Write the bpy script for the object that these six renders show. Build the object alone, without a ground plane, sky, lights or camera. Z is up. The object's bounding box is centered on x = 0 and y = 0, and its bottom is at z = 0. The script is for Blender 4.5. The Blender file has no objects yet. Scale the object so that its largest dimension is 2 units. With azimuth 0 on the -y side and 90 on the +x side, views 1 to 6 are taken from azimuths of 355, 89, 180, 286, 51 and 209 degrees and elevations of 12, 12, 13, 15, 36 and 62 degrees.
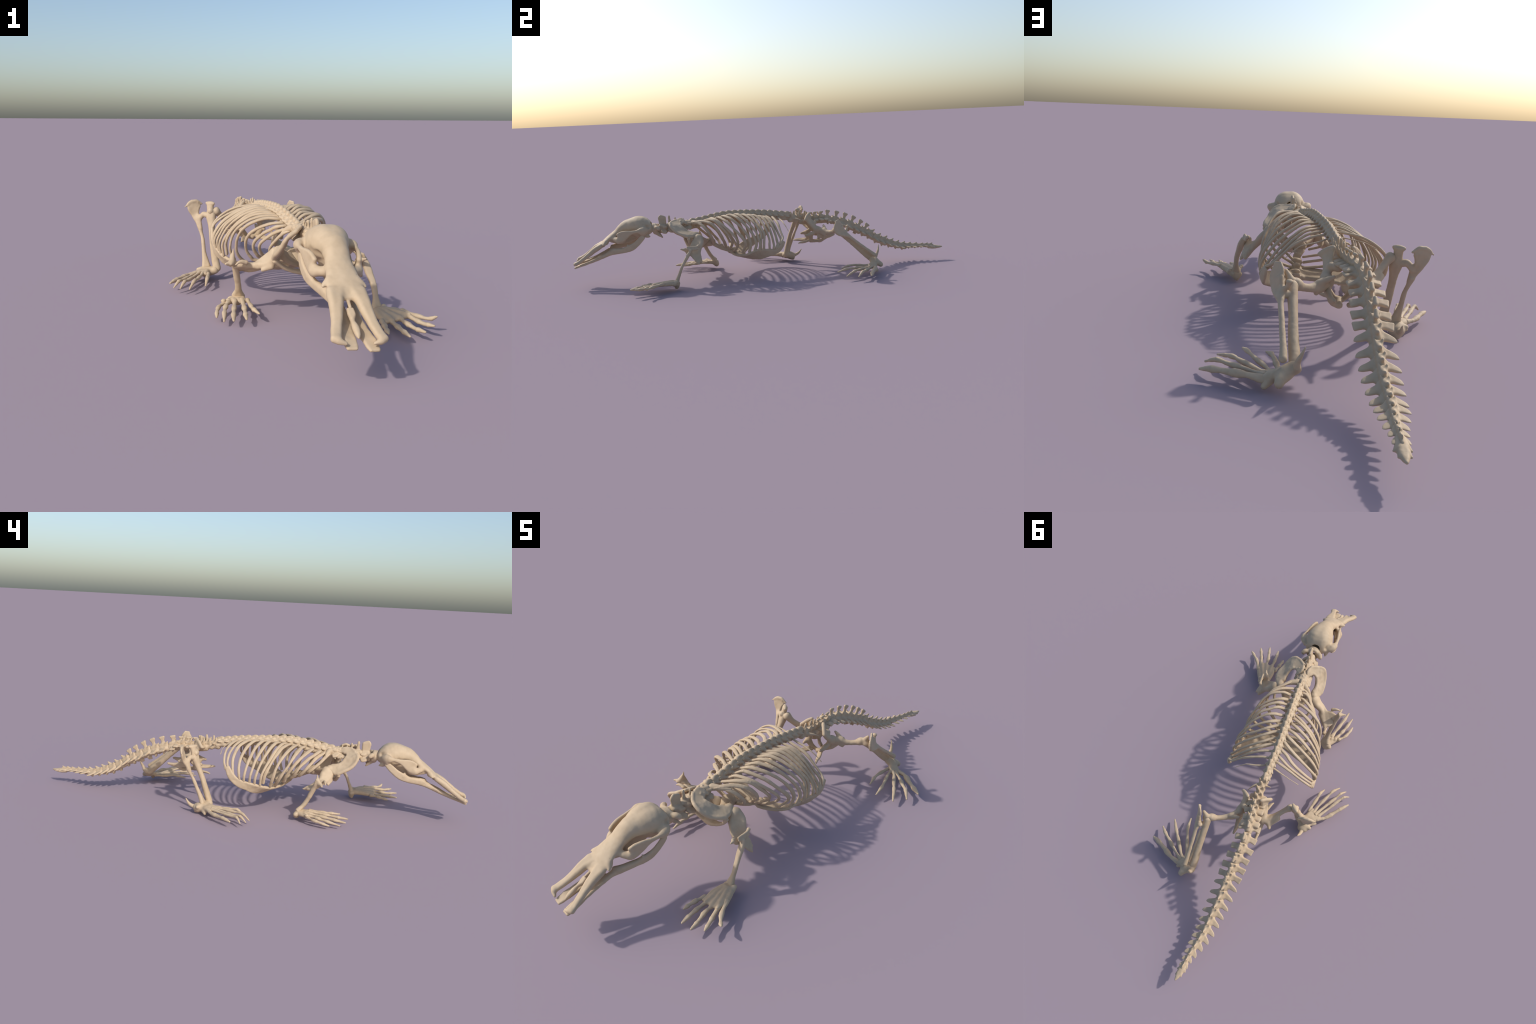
# Platypus skeleton, walking pose.  Every bone is described by centre lines, radii and edges
# (rounded cones, ribbons, ellipsoids), blended as a distance field and meshed, one mesh per bone.
import bpy, math
import numpy as np

rng = np.random.default_rng(7)
V = lambda *a: np.array(a, float)


def unit(v):
    v = np.asarray(v, float)
    return v / (np.linalg.norm(v, axis=-1, keepdims=True) + 1e-12)


# ------------------------------------------------------------------ curves
def spline(P, n=4):
    """Catmull-Rom through the rows of P, n steps per span."""
    P = np.asarray(P, float)
    if P.ndim == 1:
        P = P[:, None]
    if len(P) == 2:
        t = np.linspace(0, 1, n + 1)[:, None]
        return P[0] * (1 - t) + P[1] * t
    Q = np.vstack([2 * P[0] - P[1], P, 2 * P[-1] - P[-2]])
    out = []
    for i in range(1, len(Q) - 2):
        for t in np.arange(n) / n:
            a, b, c, d = Q[i - 1:i + 3]
            out.append(.5 * (2 * b + (c - a) * t + (2 * a - 5 * b + 4 * c - d) * t * t
                             + (3 * b - a - 3 * c + d) * t ** 3))
    out.append(P[-1])
    return np.array(out)


# ------------------------------------------------------------------ smooth value noise
class Noise:
    def __init__(self, seed):
        self.t = np.random.default_rng(seed).uniform(-1, 1, (32, 32, 32)).astype(np.float32)

    def __call__(self, X, Y, Z, scale):
        out = 0
        x, y, z = X * scale, Y * scale, Z * scale
        i, j, k = np.floor(x).astype(int), np.floor(y).astype(int), np.floor(z).astype(int)
        u, v, w = x - i, y - j, z - k
        u, v, w = (a * a * (3 - 2 * a) for a in (u, v, w))
        for di in (0, 1):
            for dj in (0, 1):
                for dk in (0, 1):
                    out = out + (self.t[(i + di) % 32, (j + dj) % 32, (k + dk) % 32]
                                 * (u if di else 1 - u) * (v if dj else 1 - v) * (w if dk else 1 - w))
        return out


NOISE = Noise(3)


# ------------------------------------------------------------------ distance-field bones
class Field:
    def __init__(self, h=.0025, k=.006, lump=.0006, lump_scale=70.):
        self.h, self.k, self.lump, self.ls = h, k, lump, lump_scale
        self.ops = []

    # centre line P, radius R (number, or (wide, thin)), wide axis direction(s) W
    def tube(self, P, R, W=None, n=4, k=None, cut=False, lens=False):
        P = np.asarray(P, float)
        R = [(r, r) if np.isscalar(r) else r for r in R]
        if len(R) == 1:
            R = R * len(P)
        S, RR = spline(P, n), np.maximum(spline(np.array(R, float), n), 4e-4)
        if W is None:
            WW = np.tile(V(.31, .52, .79), (len(S), 1))
        else:
            W = np.asarray(W, float)
            WW = np.tile(W, (len(S), 1)) if W.ndim == 1 else spline(W, n)
        self.ops.append(("t", S, RR, unit(WW), self.k if k is None else k, cut, lens))
        return self

    # sheet between the edges A and B, thickness T (half) at each station
    def ribbon(self, A, B, T, n=4, k=None, cut=False, lens=False):
        A, B = np.asarray(A, float), np.asarray(B, float)
        T = [T] * len(A) if np.isscalar(T) else T
        R = [(max(np.linalg.norm(a - b) / 2, t), t) for a, b, t in zip(A, B, T)]
        return self.tube((A + B) / 2, R, A - B, n, k, cut, lens)

    def ball(self, c, r, axes=None, k=None, cut=False):
        r = V(r, r, r) if np.isscalar(r) else V(*r)
        self.ops.append(("b", V(*c), r, np.eye(3) if axes is None else np.asarray(axes, float),
                         self.k if k is None else k, cut))
        return self

    def mesh(self, name):
        h = self.h
        lo, hi = [], []
        for o in self.ops:
            if o[0] == "t" and not o[5]:
                m = o[2].max(1, keepdims=True)
                lo.append((o[1] - m).min(0)); hi.append((o[1] + m).max(0))
            elif o[0] == "b" and not o[5]:
                lo.append(o[1] - o[2].max()); hi.append(o[1] + o[2].max())
        org = np.min(lo, 0) - 4 * h
        dim = np.ceil((np.max(hi, 0) + 4 * h - org) / h).astype(int) + 1
        F = np.full(dim, .05, np.float32)
        ax = [(org[i] + h * np.arange(dim[i])).astype(np.float32) for i in range(3)]

        def box(a, b, m):
            s = []
            for i in range(3):
                i0 = max(0, int((a[i] - m - org[i]) / h)); i1 = min(dim[i], int((b[i] + m - org[i]) / h) + 2)
                if i1 <= i0:
                    return None
                s.append(slice(i0, i1))
            return tuple(s)

        def grid(s):
            return ax[0][s[0]][:, None, None], ax[1][s[1]][None, :, None], ax[2][s[2]][None, None, :]

        def blend(s, d, k, cut):
            f = F[s]
            if cut:
                d = -d
                q = np.maximum(k - np.abs(f - d), 0) / max(k, 1e-6)
                F[s] = np.maximum(f, d) + q * q * k * .25
            else:
                q = np.maximum(k - np.abs(f - d), 0) / max(k, 1e-6)
                F[s] = np.minimum(f, d) - q * q * k * .25

        for o in self.ops:
            if o[0] == "b":
                _, c, r, A, k, cut = o
                s = box(c - r.max(), c + r.max(), k + 2 * h)
                if s is None:
                    continue
                X, Y, Z = grid(s)
                x, y, z = X - c[0], Y - c[1], Z - c[2]
                a0 = (x * A[0, 0] + y * A[0, 1] + z * A[0, 2]); a1 = (x * A[1, 0] + y * A[1, 1] + z * A[1, 2])
                a2 = (x * A[2, 0] + y * A[2, 1] + z * A[2, 2])
                k0 = np.sqrt((a0 / r[0]) ** 2 + (a1 / r[1]) ** 2 + (a2 / r[2]) ** 2)
                k1 = np.sqrt((a0 / r[0] ** 2) ** 2 + (a1 / r[1] ** 2) ** 2 + (a2 / r[2] ** 2) ** 2) + 1e-9
                blend(s, (k0 * (k0 - 1) / k1).astype(np.float32), k, cut)
            else:
                _, S, R, W, k, cut, lens = o
                m = R.max(1)
                s = box((S - m[:, None]).min(0), (S + m[:, None]).max(0), k + 2 * h)
                if s is None:
                    continue
                b0 = [q.start for q in s]
                D = np.full([q.stop - q.start for q in s], .05, np.float32)
                for i in range(len(S) - 1):
                    p, q = S[i], S[i + 1]
                    L = q - p
                    L2 = L @ L
                    if L2 < 1e-12:
                        continue
                    mm = max(m[i], m[i + 1])
                    g = box(np.minimum(p, q) - mm, np.maximum(p, q) + mm, k + 2 * h)
                    if g is None:
                        continue
                    g = tuple(slice(max(a.start, b.start), min(a.stop, b.stop)) for a, b in zip(g, s))
                    if any(a.stop <= a.start for a in g):
                        continue
                    X, Y, Z = grid(g)
                    tau = L / math.sqrt(L2)
                    w = W[i] + W[i + 1]
                    w = unit(w - (w @ tau) * tau)
                    v = np.cross(tau, w)
                    t = np.clip(((X - p[0]) * L[0] + (Y - p[1]) * L[1] + (Z - p[2]) * L[2]) / L2, 0, 1)
                    cx, cy, cz = X - (p[0] + t * L[0]), Y - (p[1] + t * L[1]), Z - (p[2] + t * L[2])
                    ra = R[i, 0] + t * (R[i + 1, 0] - R[i, 0]); rb = R[i, 1] + t * (R[i + 1, 1] - R[i, 1])
                    qu = np.abs(cx * w[0] + cy * w[1] + cz * w[2])
                    if lens:
                        qv = cx * v[0] + cy * v[1] + cz * v[2]
                        qt = cx * tau[0] + cy * tau[1] + cz * tau[2]
                        k0 = np.sqrt((qu / ra) ** 2 + (qv / rb) ** 2 + (qt / rb) ** 2)
                        k1 = np.sqrt((qu / ra ** 2) ** 2 + (qv / rb ** 2) ** 2 + (qt / rb ** 2) ** 2) + 1e-9
                        d = k0 * (k0 - 1) / k1
                    else:
                        r2 = cx * cx + cy * cy + cz * cz - qu * qu
                        e = np.maximum(qu - np.maximum(ra - rb, 0), 0)
                        d = np.sqrt(np.maximum(r2, 0) + e * e) - np.minimum(rb, ra)
                    loc = tuple(slice(a.start - b, a.stop - b) for a, b in zip(g, b0))
                    np.minimum(D[loc], d.astype(np.float32), out=D[loc])
                blend(s, D, k, cut)
        if self.lump:
            near = np.abs(F) < 4 * h
            I = np.nonzero(near)
            X, Y, Z = ax[0][I[0]], ax[1][I[1]], ax[2][I[2]]
            F[I] += (self.lump * (NOISE(X, Y, Z, self.ls) + .5 * NOISE(X, Y, Z, self.ls * 2.3))).astype(np.float32)
        return surface_nets(F, org, h, name)


def surface_nets(F, org, h, name):
    s = F < 0
    n = np.array(F.shape)
    c = [s[i:n[0] - 1 + i, j:n[1] - 1 + j, k:n[2] - 1 + k] for i in (0, 1) for j in (0, 1) for k in (0, 1)]
    anyc, allc = c[0].copy(), c[0].copy()
    for q in c[1:]:
        anyc |= q; allc &= q
    I = np.array(np.nonzero(anyc & ~allc)).T
    idx = np.full(n - 1, -1, np.int32)
    idx[tuple(I.T)] = np.arange(len(I))
    val = {}
    for a in (0, 1):
        for b in (0, 1):
            for d in (0, 1):
                val[a, b, d] = F[I[:, 0] + a, I[:, 1] + b, I[:, 2] + d].astype(float)
    acc, cnt = np.zeros((len(I), 3)), np.zeros(len(I))
    for a in val:
        for d in range(3):
            if a[d]:
                continue
            b = list(a); b[d] = 1; b = tuple(b)
            fa, fb = val[a], val[b]
            m = (fa < 0) != (fb < 0)
            t = np.where(m, fa / np.where(fa - fb == 0, 1, fa - fb), 0)
            p = np.tile(np.array(a, float), (len(I), 1)); p[:, d] = t
            acc += p * m[:, None]; cnt += m
    P = org + h * (I + acc / cnt[:, None])
    quads = []
    for d in range(3):
        e, f = (d + 1) % 3, (d + 2) % 3
        lo = [slice(None)] * 3; hi = [slice(None)] * 3
        lo[d] = slice(0, -1); hi[d] = slice(1, None)
        A, B = s[tuple(lo)], s[tuple(hi)]
        E = np.array(np.nonzero(A != B)).T
        ok = (E[:, e] > 0) & (E[:, f] > 0) & (E[:, e] < n[e] - 1) & (E[:, f] < n[f] - 1)
        E = E[ok]
        if not len(E):
            continue
        inside = A[tuple(E.T)]
        def cell(de, df):
            q = E.copy(); q[:, e] += de; q[:, f] += df
            return idx[tuple(q.T)]
        Q = np.stack([cell(-1, -1), cell(0, -1), cell(0, 0), cell(-1, 0)], 1)
        Q[~inside] = Q[~inside][:, ::-1]
        quads.append(Q)
    Q = np.vstack(quads)
    # one relaxation step keeps the blends soft without losing the edges
    for _ in range(2):
        S, N = np.zeros_like(P), np.zeros(len(P))
        for a in range(4):
            u, v = Q[:, a], Q[:, (a + 1) % 4]
            for x in range(3):
                S[:, x] += np.bincount(u, P[v, x], len(P)) + np.bincount(v, P[u, x], len(P))
            N += np.bincount(u, minlength=len(P)) + np.bincount(v, minlength=len(P))
        P = P * .6 + .4 * S / N[:, None]
    return make_mesh(name, P, Q)


def make_mesh(name, P, Q):
    me = bpy.data.meshes.new(name)
    Q = np.asarray(Q, np.int32)
    me.vertices.add(len(P)); me.vertices.foreach_set("co", np.asarray(P, np.float32).ravel())
    me.loops.add(Q.size); me.loops.foreach_set("vertex_index", Q.ravel())
    me.polygons.add(len(Q))
    me.polygons.foreach_set("loop_start", np.arange(len(Q), dtype=np.int32) * Q.shape[1])
    me.update(calc_edges=True)
    me.validate()
    me.polygons.foreach_set("use_smooth", np.ones(len(me.polygons), bool))
    me.materials.append(BONE)
    return me


# ------------------------------------------------------------------ material
def bone_material(name, dark, mid, light, bump=.25):
    m = bpy.data.materials.new(name); m.use_nodes = True
    nt = m.node_tree; N = nt.nodes; N.clear(); L = nt.links.new
    out = N.new("ShaderNodeOutputMaterial"); bs = N.new("ShaderNodeBsdfPrincipled")
    L(bs.outputs[0], out.inputs[0])
    tc = N.new("ShaderNodeTexCoord")
    n1 = N.new("ShaderNodeTexNoise"); n1.inputs["Scale"].default_value = 16; n1.inputs["Detail"].default_value = 4
    n2 = N.new("ShaderNodeTexNoise"); n2.inputs["Scale"].default_value = 260; n2.inputs["Detail"].default_value = 3
    n3 = N.new("ShaderNodeTexNoise"); n3.inputs["Scale"].default_value = 70; n3.inputs["Detail"].default_value = 5
    for n in (n1, n2, n3):
        L(tc.outputs["Object"], n.inputs["Vector"])
    mx = N.new("ShaderNodeMath"); mx.operation = "MULTIPLY_ADD"
    mx.inputs[1].default_value = .35
    L(n3.outputs["Fac"], mx.inputs[0])
    half = N.new("ShaderNodeMath"); half.operation = "MULTIPLY"; half.inputs[1].default_value = .65
    L(n1.outputs["Fac"], half.inputs[0]); L(half.outputs[0], mx.inputs[2])
    cr = N.new("ShaderNodeValToRGB")
    e = cr.color_ramp.elements
    e[0].position, e[0].color = .28, (*dark, 1)
    e[1].position, e[1].color = .72, (*light, 1)
    q = cr.color_ramp.elements.new(.5); q.color = (*mid, 1)
    L(mx.outputs[0], cr.inputs[0]); L(cr.outputs[0], bs.inputs["Base Color"])
    bs.inputs["Roughness"].default_value = .62
    bs.inputs["Specular IOR Level"].default_value = .3
    b = N.new("ShaderNodeBump"); b.inputs["Strength"].default_value = bump; b.inputs["Distance"].default_value = .002
    L(n2.outputs["Fac"], b.inputs["Height"]); L(b.outputs[0], bs.inputs["Normal"])
    return m


BONE = bone_material("aged_bone", (.455, .345, .226), (.512, .395, .265), (.555, .435, .298), .10)

# ------------------------------------------------------------------ objects
root = bpy.data.objects.new("platypus_skeleton", None)
bpy.context.scene.collection.objects.link(root)
root["label"] = "pale beige platypus skeleton striding with splayed legs and long tail"
root["category"] = "animal skeleton"


def place(name, me, parent=None):
    """Object whose origin lies in the middle of its mesh."""
    co = np.empty(len(me.vertices) * 3, np.float32); me.vertices.foreach_get("co", co); co = co.reshape(-1, 3)
    c = (co.min(0) + co.max(0)) / 2
    me.vertices.foreach_set("co", (co - c).ravel()); me.update()
    ob = bpy.data.objects.new(name, me)
    bpy.context.scene.collection.objects.link(ob)
    parent = parent or root
    ob.parent = parent
    base = V(0, 0, 0)
    p = parent
    while p is not None:
        base = base + V(*p.location); p = p.parent
    ob.location = c - base
    return ob


def bone(name, field, parent=None):
    return place(name, field.mesh(name), parent)


# ================================================================== SKULL
# symmetric frame of the skull: side, forward (towards the bill), up
SX = unit(V(.996, .075, -.040)); SH = V(0, -1, 0); SH = unit(SH - (SH @ SX) * SX); SW = np.cross(SH, SX)
SO = V(.056, -.632, .2885)


def sk(l, f, u):
    return SO + l * SX + f * SH + u * SW


def skl(pts, s=1):
    return [sk(s * a, b, c) for a, b, c in pts]


S = Field(h=.0024, k=.012, lump=.0007, lump_scale=45)
# braincase and face: forward, centre height, half width, half height
prof = [(-.024, -.008, .050, .026), (-.008, .000, .062, .040), (.014, .007, .0625, .051), (.036, .009, .057, .048),
        (.060, .008, .047, .042), (.085, .006, .037, .033), (.110, -.004, .0335, .024), (.140, -.024, .0365, .020),
        (.170, -.041, .041, .0155), (.198, -.060, .046, .0125), (.222, -.079, .049, .0105), (.238, -.090, .050, .009)]
S.tube([sk(0, f, u) for f, u, a, b in prof[:7]], [(a, b) for f, u, a, b in prof[:7]], SX, n=3)
S.tube([sk(0, f, u) for f, u, a, b in prof[5:]], [(a, b) for f, u, a, b in prof[5:]], SX, lens=True, n=3)
S.ball(sk(0, .015, -.015), (.060, .045, .032), [SX, SH, SW])
for s in (1, -1):
    # flat cheeks of the braincase and the scooped temple under a crisp brow edge
    S.ball(sk(s * .064, .096, -.031), (.040, .048, .030), [SX, unit(SH - .55 * SW), unit(SW + .55 * SH)], cut=True, k=.003)
    S.ball(sk(s * .066, .050, -.034), (.022, .045, .026), [SX, unit(SH - .2 * SW), unit(SW + .2 * SH)], cut=True, k=.004)
for s in (1, -1):
    # bill prongs, hooked inward at the tip
    S.tube(skl([(.030, .222, -.078), (.034, .250, -.094), (.039, .280, -.115), (.046, .310, -.136), (.053, .335, -.151),
                (.0575, .350, -.158)], s),
           [(.0215, .011), (.020, .013), (.0165, .0118), (.014, .0095), (.0135, .0088), (.0135, .0085)], SX, k=.008)
    S.tube(skl([(.0575, .350, -.158), (.050, .357, -.162), (.035, .361, -.166)], s), [(.0115, .0085), .0085, .0045], SX, k=.006)
    # side spur of the upper jaw
    S.tube(skl([(.036, .190, -.060), (.049, .198, -.066), (.0555, .204, -.070)], s), [.012, .008, .004], k=.006)
    # cheek: bridge, bulge, arch
    S.tube(skl([(.028, .150, -.044), (.046, .138, -.047), (.058, .122, -.047)], s), [.013, .0135, .014], k=.01)
    S.ball(sk(s * .060, .112, -.048), (.0135, .026, .018), [SX, unit(SH - .25 * SW), unit(SW + .25 * SH)], k=.01)
    S.ribbon(skl([(.062, .118, -.010), (.066, .106, -.001), (.071, .084, .003), (.077, .055, .001), (.081, .025, .005), (.077, .000, .010)], s),
             skl([(.064, .120, -.058), (.067, .098, -.053), (.073, .078, -.036), (.078, .052, -.018), (.081, .020, -.012), (.074, -.004, -.022)], s),
             [.007, .0065, .006, .0058, .0075, .010], k=.008)
    S.tube(skl([(.078, .006, -.002), (.066, -.008, -.004), (.050, -.012, -.006)], s), [.014, .019, .02], k=.012)
    S.tube(skl([(.068, -.002, -.022), (.064, .004, -.035)], s), [.011, .008], k=.01)
    # occipital condyle and the process behind the ear
    S.ball(sk(s * .020, -.036, -.012), (.011, .013, .012), k=.008)
    S.tube(skl([(.046, -.006, -.028), (.047, -.020, -.036), (.048, -.034, -.041)], s), [.013, .010, .004], k=.008)
    # wall below the orbit
    S.ribbon(skl([(.024, .140, -.040), (.019, .10, -.03), (.022, .04, -.025)], s),
             skl([(.028, .135, -.070), (.021, .09, -.068), (.022, .035, -.048)], s), .004, k=.006)
S.ribbon(skl([(.030, .165, -.060), (.027, .125, -.070), (.021, .07, -.066), (.018, .03, -.045)]),
         skl([(-.030, .165, -.060), (-.027, .125, -.070), (-.021, .07, -.066), (-.018, .03, -.045)]), .0045)
S.tube(skl([(0, .21, -.085), (0, .262, -.107)]), [.006, .0045], k=.004)
# hollows: notch between the prongs, foramen magnum, temple furrow, nerve pits
S.tube(skl([(0, .246, -.075), (0, .30, -.12)]), [(.007, .03), (.010, .03)], SX, cut=True, k=.006)
S.tube(skl([(0, .232, -.108), (0, .30, -.145)]), [(.02, .014), (.02, .014)], SX, cut=True, k=.006)
S.tube(skl([(0, .24, -.096), (0, .264, -.108)]), [.0045, .004], k=.003)
S.tube(skl([(-.004, -.075, .012), (-.003, -.010, .004)]), [(.024, .018), (.016, .013)], SX, cut=True, k=.004)
for s in (1, -1):
    S.tube(skl([(.052, -.030, .010), (.062, -.018, .018)], s), [.006, .004], cut=True, k=.012)
    S.ball(sk(s * .036, .183, -.046), .0022, cut=True, k=.004)
    S.tube(skl([(.024, .148, -.050), (.05, .10, -.03), (.062, .05, -.01)], s), [.004, .011, .012], cut=True, k=.008)
S.ball(sk(-.002, .226, -.064), .0024, cut=True, k=.004)
skull = bone("skull", S)

D = Field(h=.0018, k=.004, lump=.0005)
D.tube(skl([(0, .265, -.113), (.001, .276, -.122), (-.001, .292, -.133), (.001, .312, -.143), (.0015, .330, -.153), (.0015, .340, -.160)]),
       [(.010, .006), (.0105, .006), (.006, .007), (.009, .0085), (.0075, .007), (.003, .003)], SX)
bone("bill_middle_bone", D, skull)

for s in (1, -1):
    M = Field(h=.0022, k=.008, lump=.0006)
    # lower jaw branch: side, forward, height, half width (side), half height
    jaw = [(.070, -.002, -.028, .007, .012), (.071, .012, -.040, .0055, .014), (.070, .034, -.058, .006, .015),
           (.066, .058, -.075, .007, .017), (.060, .078, -.084, .008, .017), (.052, .100, -.093, .009, .0145),
           (.045, .127, -.097, .010, .0155), (.036, .160, -.103, .0115, .0155), (.028, .180, -.112, .011, .013),
           (.022, .213, -.127, .0115, .0105), (.019, .250, -.143, .013, .008), (.020, .290, -.158, .0145, .006),
           (.024, .325, -.168, .0165, .0055), (.0265, .345, -.175, .0170, .005), (.0275, .361, -.180, .014, .0042)]
    def drop(l, f, u):
        # the jaw hangs a little askew: swung to the left and lower on that side
        return s * l + .0085 * f / .35, f, u + (np.interp(f, [0, .03, .1, .2, .35], [-.007, -.013, -.010, -.007, -.003]) if s > 0 else .001)

    jk = lambda pts: [sk(*drop(*q)) for q in pts]
    M.tube(jk([q[:3] for q in jaw]),
           [(max(a, b), min(a, b)) for l, f, u, a, b in jaw],
           [SX if a > b else unit(SW + .35 * SH) for l, f, u, a, b in jaw], n=3)
    M.tube(jk([(.062, .076, -.078), (.060, .082, -.062)]), [.007, .003], k=.006)
    M.ribbon(jk([(.040, .155, -.085), (.028, .170, -.088)]), jk([(.040, .15, -.11), (.024, .178, -.110)]), .005)
    # raised inner rim of the spoon-shaped front, low outer rim
    M.ribbon(jk([(.010, .200, -.110), (.007, .240, -.128), (.006, .275, -.148)]),
             jk([(.014, .205, -.128), (.010, .243, -.146), (.009, .277, -.157)]), .0035)
    M.ribbon(jk([(.034, .215, -.124), (.032, .25, -.139), (.036, .29, -.152), (.041, .33, -.165)]),
             jk([(.024, .215, -.132), (.020, .25, -.148), (.022, .29, -.160), (.028, .33, -.171)]), .003)
    bone("lower_jaw", M, skull)

# ================================================================== SPINE
ridge = np.array([(.018, -.415, .303), (.014, -.391, .308), (.007, -.333, .316), (-.020, -.214, .336), (-.041, -.105, .335),
                  (-.058, -.016, .329), (-.068, .059, .320), (-.077, .126, .310), (-.080, .173, .306), (-.092, .231, .297),
                  (-.112, .312, .297), (-.126, .364, .294), (-.135, .426, .280), (-.137, .482, .258), (-.139, .532, .227),
                  (-.140, .564, .207), (-.141, .620, .165), (-.143, .662, .144), (-.144, .718, .116), (-.147, .761, .102),
                  (-.148, .811, .091), (-.146, .851, .086), (-.144, .893, .080), (-.145, .927, .076), (-.144, .998, .066)])
RS = spline(ridge, 12)


def ridge_at(y):
    i = np.clip(np.searchsorted(RS[:, 1], y), 1, len(RS) - 1)
    t = (y - RS[i - 1, 1]) / (RS[i, 1] - RS[i - 1, 1])
    p = RS[i - 1] * (1 - t) + RS[i] * t
    j0, j1 = max(i - 6, 0), min(i + 6, len(RS) - 1)
    return p, unit(RS[j1] - RS[j0])


def frame(tangent, roll=0.):
    """columns: side (+x), along the tail, up"""
    b = unit(tangent); a = unit(np.cross(b, V(0, 0, 1))); u = np.cross(a, b)
    if a[0] < 0:
        a = -a; u = np.cross(a, b)
    c, s = math.cos(roll), math.sin(roll)
    return np.stack([c * a + s * u, b, -s * a + c * u], 1)


def set_pose(ob, origin, R, scale=(1, 1, 1)):
    from mathutils import Matrix
    M = Matrix(np.block([[R * V(*scale), origin[:, None]], [np.zeros((1, 3)), np.ones((1, 1))]]).tolist())
    ob.parent = root
    ob.matrix_local = M


def repeat(name, me, origin, R, scale=(1, 1, 1)):
    ob = bpy.data.objects.new(name, me)
    bpy.context.scene.collection.objects.link(ob)
    set_pose(ob, origin, R, scale)
    return ob


# trunk vertebra in its own frame: origin at the tip of the spine, x side, y back, z up
def trunk_mesh(wide):
    T = Field(h=.0016, k=.006, lump=.0007)
    T.tube([(0, -.018, -.034), (0, 0, -.033), (0, .018, -.034)], [(.0155, .0125), (.0135, .0115), (.0155, .0125)], (1, 0, 0), k=.004)
    T.tube([(0, -.020, -.018), (0, .020, -.016)], [(.0150, .010), (.0140, .010)], (1, 0, 0))
    T.ribbon([(0, -.022, -.010), (0, -.014, -.007), (0, .000, -.003), (0, .010, .001)], [(0, .016, -.012), (0, .020, -.009), (0, .022, -.004), (0, .019, .001)], [.0095, .0065, .0042, .0028])
    for s in (1, -1):
        T.tube([(s * .008, -.002, -.020), (s * .015, .002, -.019), (s * wide, .008, -.018)], [(.010, .008), (.007, .006), (.0045, .004)], (0, 1, 0), k=.006)
        T.tube([(s * .008, .008, -.009), (s * .010, .019, -.006)], [.0055, .0028], k=.004)
        T.tube([(s * .010, -.012, -.012), (s * .013, -.018, -.010)], [.0055, .0040], k=.004)
    return T.mesh("thoracic_vertebra")


thor = trunk_mesh(.021)
ys = np.linspace(-.378, .130, 17)
for i, y in enumerate(ys):
    p, t = ridge_at(y)
    roll = -.10 + .08 * rng.uniform(-1, 1)
    sc = 1.0 + .04 * rng.uniform(-1, 1)
    repeat("thoracic_vertebra", thor, p + V(0, 0, .001), frame(t, roll), (sc * (1.08 if i < 3 else 1), 1.0, sc * (1.05 if i < 4 else .98)))

# first trunk vertebra carries broad side plates towards the first ribs
F1 = Field(k=.006)
for P in ([(.034, -.372, .297), (.062, -.350, .300), (.085, -.325, .298)], [(-.004, -.372, .290), (-.020, -.366, .282), (-.034, -.362, .268)]):
    F1.tube(P, [.014, .010, .006])
F1.ball((.016, -.392, .296), (.022, .016, .014))
bone("shoulder_vertebra", F1)

# lumbar vertebrae with side processes and upright spines
for (y, left, right, top) in ((.163, (-.035, .205, .268), (-.120, .158, .287), .010), (.195, None, None, .016), (.222, None, None, .014), (.25, None, None, .004), (.281, None, None, .004), (.316, None, None, .004)):
    p, t = ridge_at(y)
    R = frame(t, -.06)
    g = lambda a, b, c: p + R @ V(a, b, c)
    T = Field(h=.0018, k=.006)
    T.tube([g(0, -.016, -.040), g(0, 0, -.038), g(0, .016, -.040)], [(.018, .014), (.015, .012), (.018, .014)], R[:, 0])
    T.tube([g(0, -.012, -.022), g(0, .012, -.022)], [(.014, .010), (.014, .010)], R[:, 0])
    if y > .24:
        T.ribbon([g(0, -.008, -.018), g(0, -.005, -.010), g(0, -.004, -.003), g(0, -.012, .002)], [g(0, .012, -.018), g(0, .006, -.010), g(0, .006, -.003), g(0, .014, .003)], [.006, .0045, .0042, .005])
    else:
        T.ribbon([g(0, -.008, -.018), g(0, -.006, -.006), g(0, -.003, top)], [g(0, .012, -.018), g(0, .008, -.006), g(0, .007, top)], [.006, .004, .003])
    for s in (1, -1):
        T.tube([g(s * .010, -.006, -.020), g(s * .014, -.012, -.008), g(s * .014, -.014, .003)], [.007, .005, .0025])
        T.ball(g(s * .016, .016, -.026), .0055, cut=True, k=.004)
    if left is not None:
        T.tube([g(.012, 0, -.03), V(-.050, .180, .277), left], [.008, .0045, .002])
        T.tube([g(-.012, 0, -.028), right], [.006, .0015])
    bone("lumbar_vertebra", T)

# hip block: three fused vertebrae bearing the side flanges that meet the pelvis
SC = Field(h=.002, k=.008)
for y, w in ((.215, .030), (.245, .036), (.275, .036), (.305, .034), (.335, .036)):
    p, t = ridge_at(y); R = frame(t, -.03)
    g = lambda a, b, c: p + R @ V(a, b, c)
    for s in (1, -1):
        SC.tube([g(s * .008, 0, -.034), g(s * w, .004, -.036)], [(.012, .008), (.013, .006)], R[:, 1])
SC.tube([ridge_at(y)[0] - V(0, 0, .045) for y in (.20, .25, .30, .35)], [(.018, .015)] * 4, (1, .2, 0))
bone("sacrum", SC)


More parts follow.
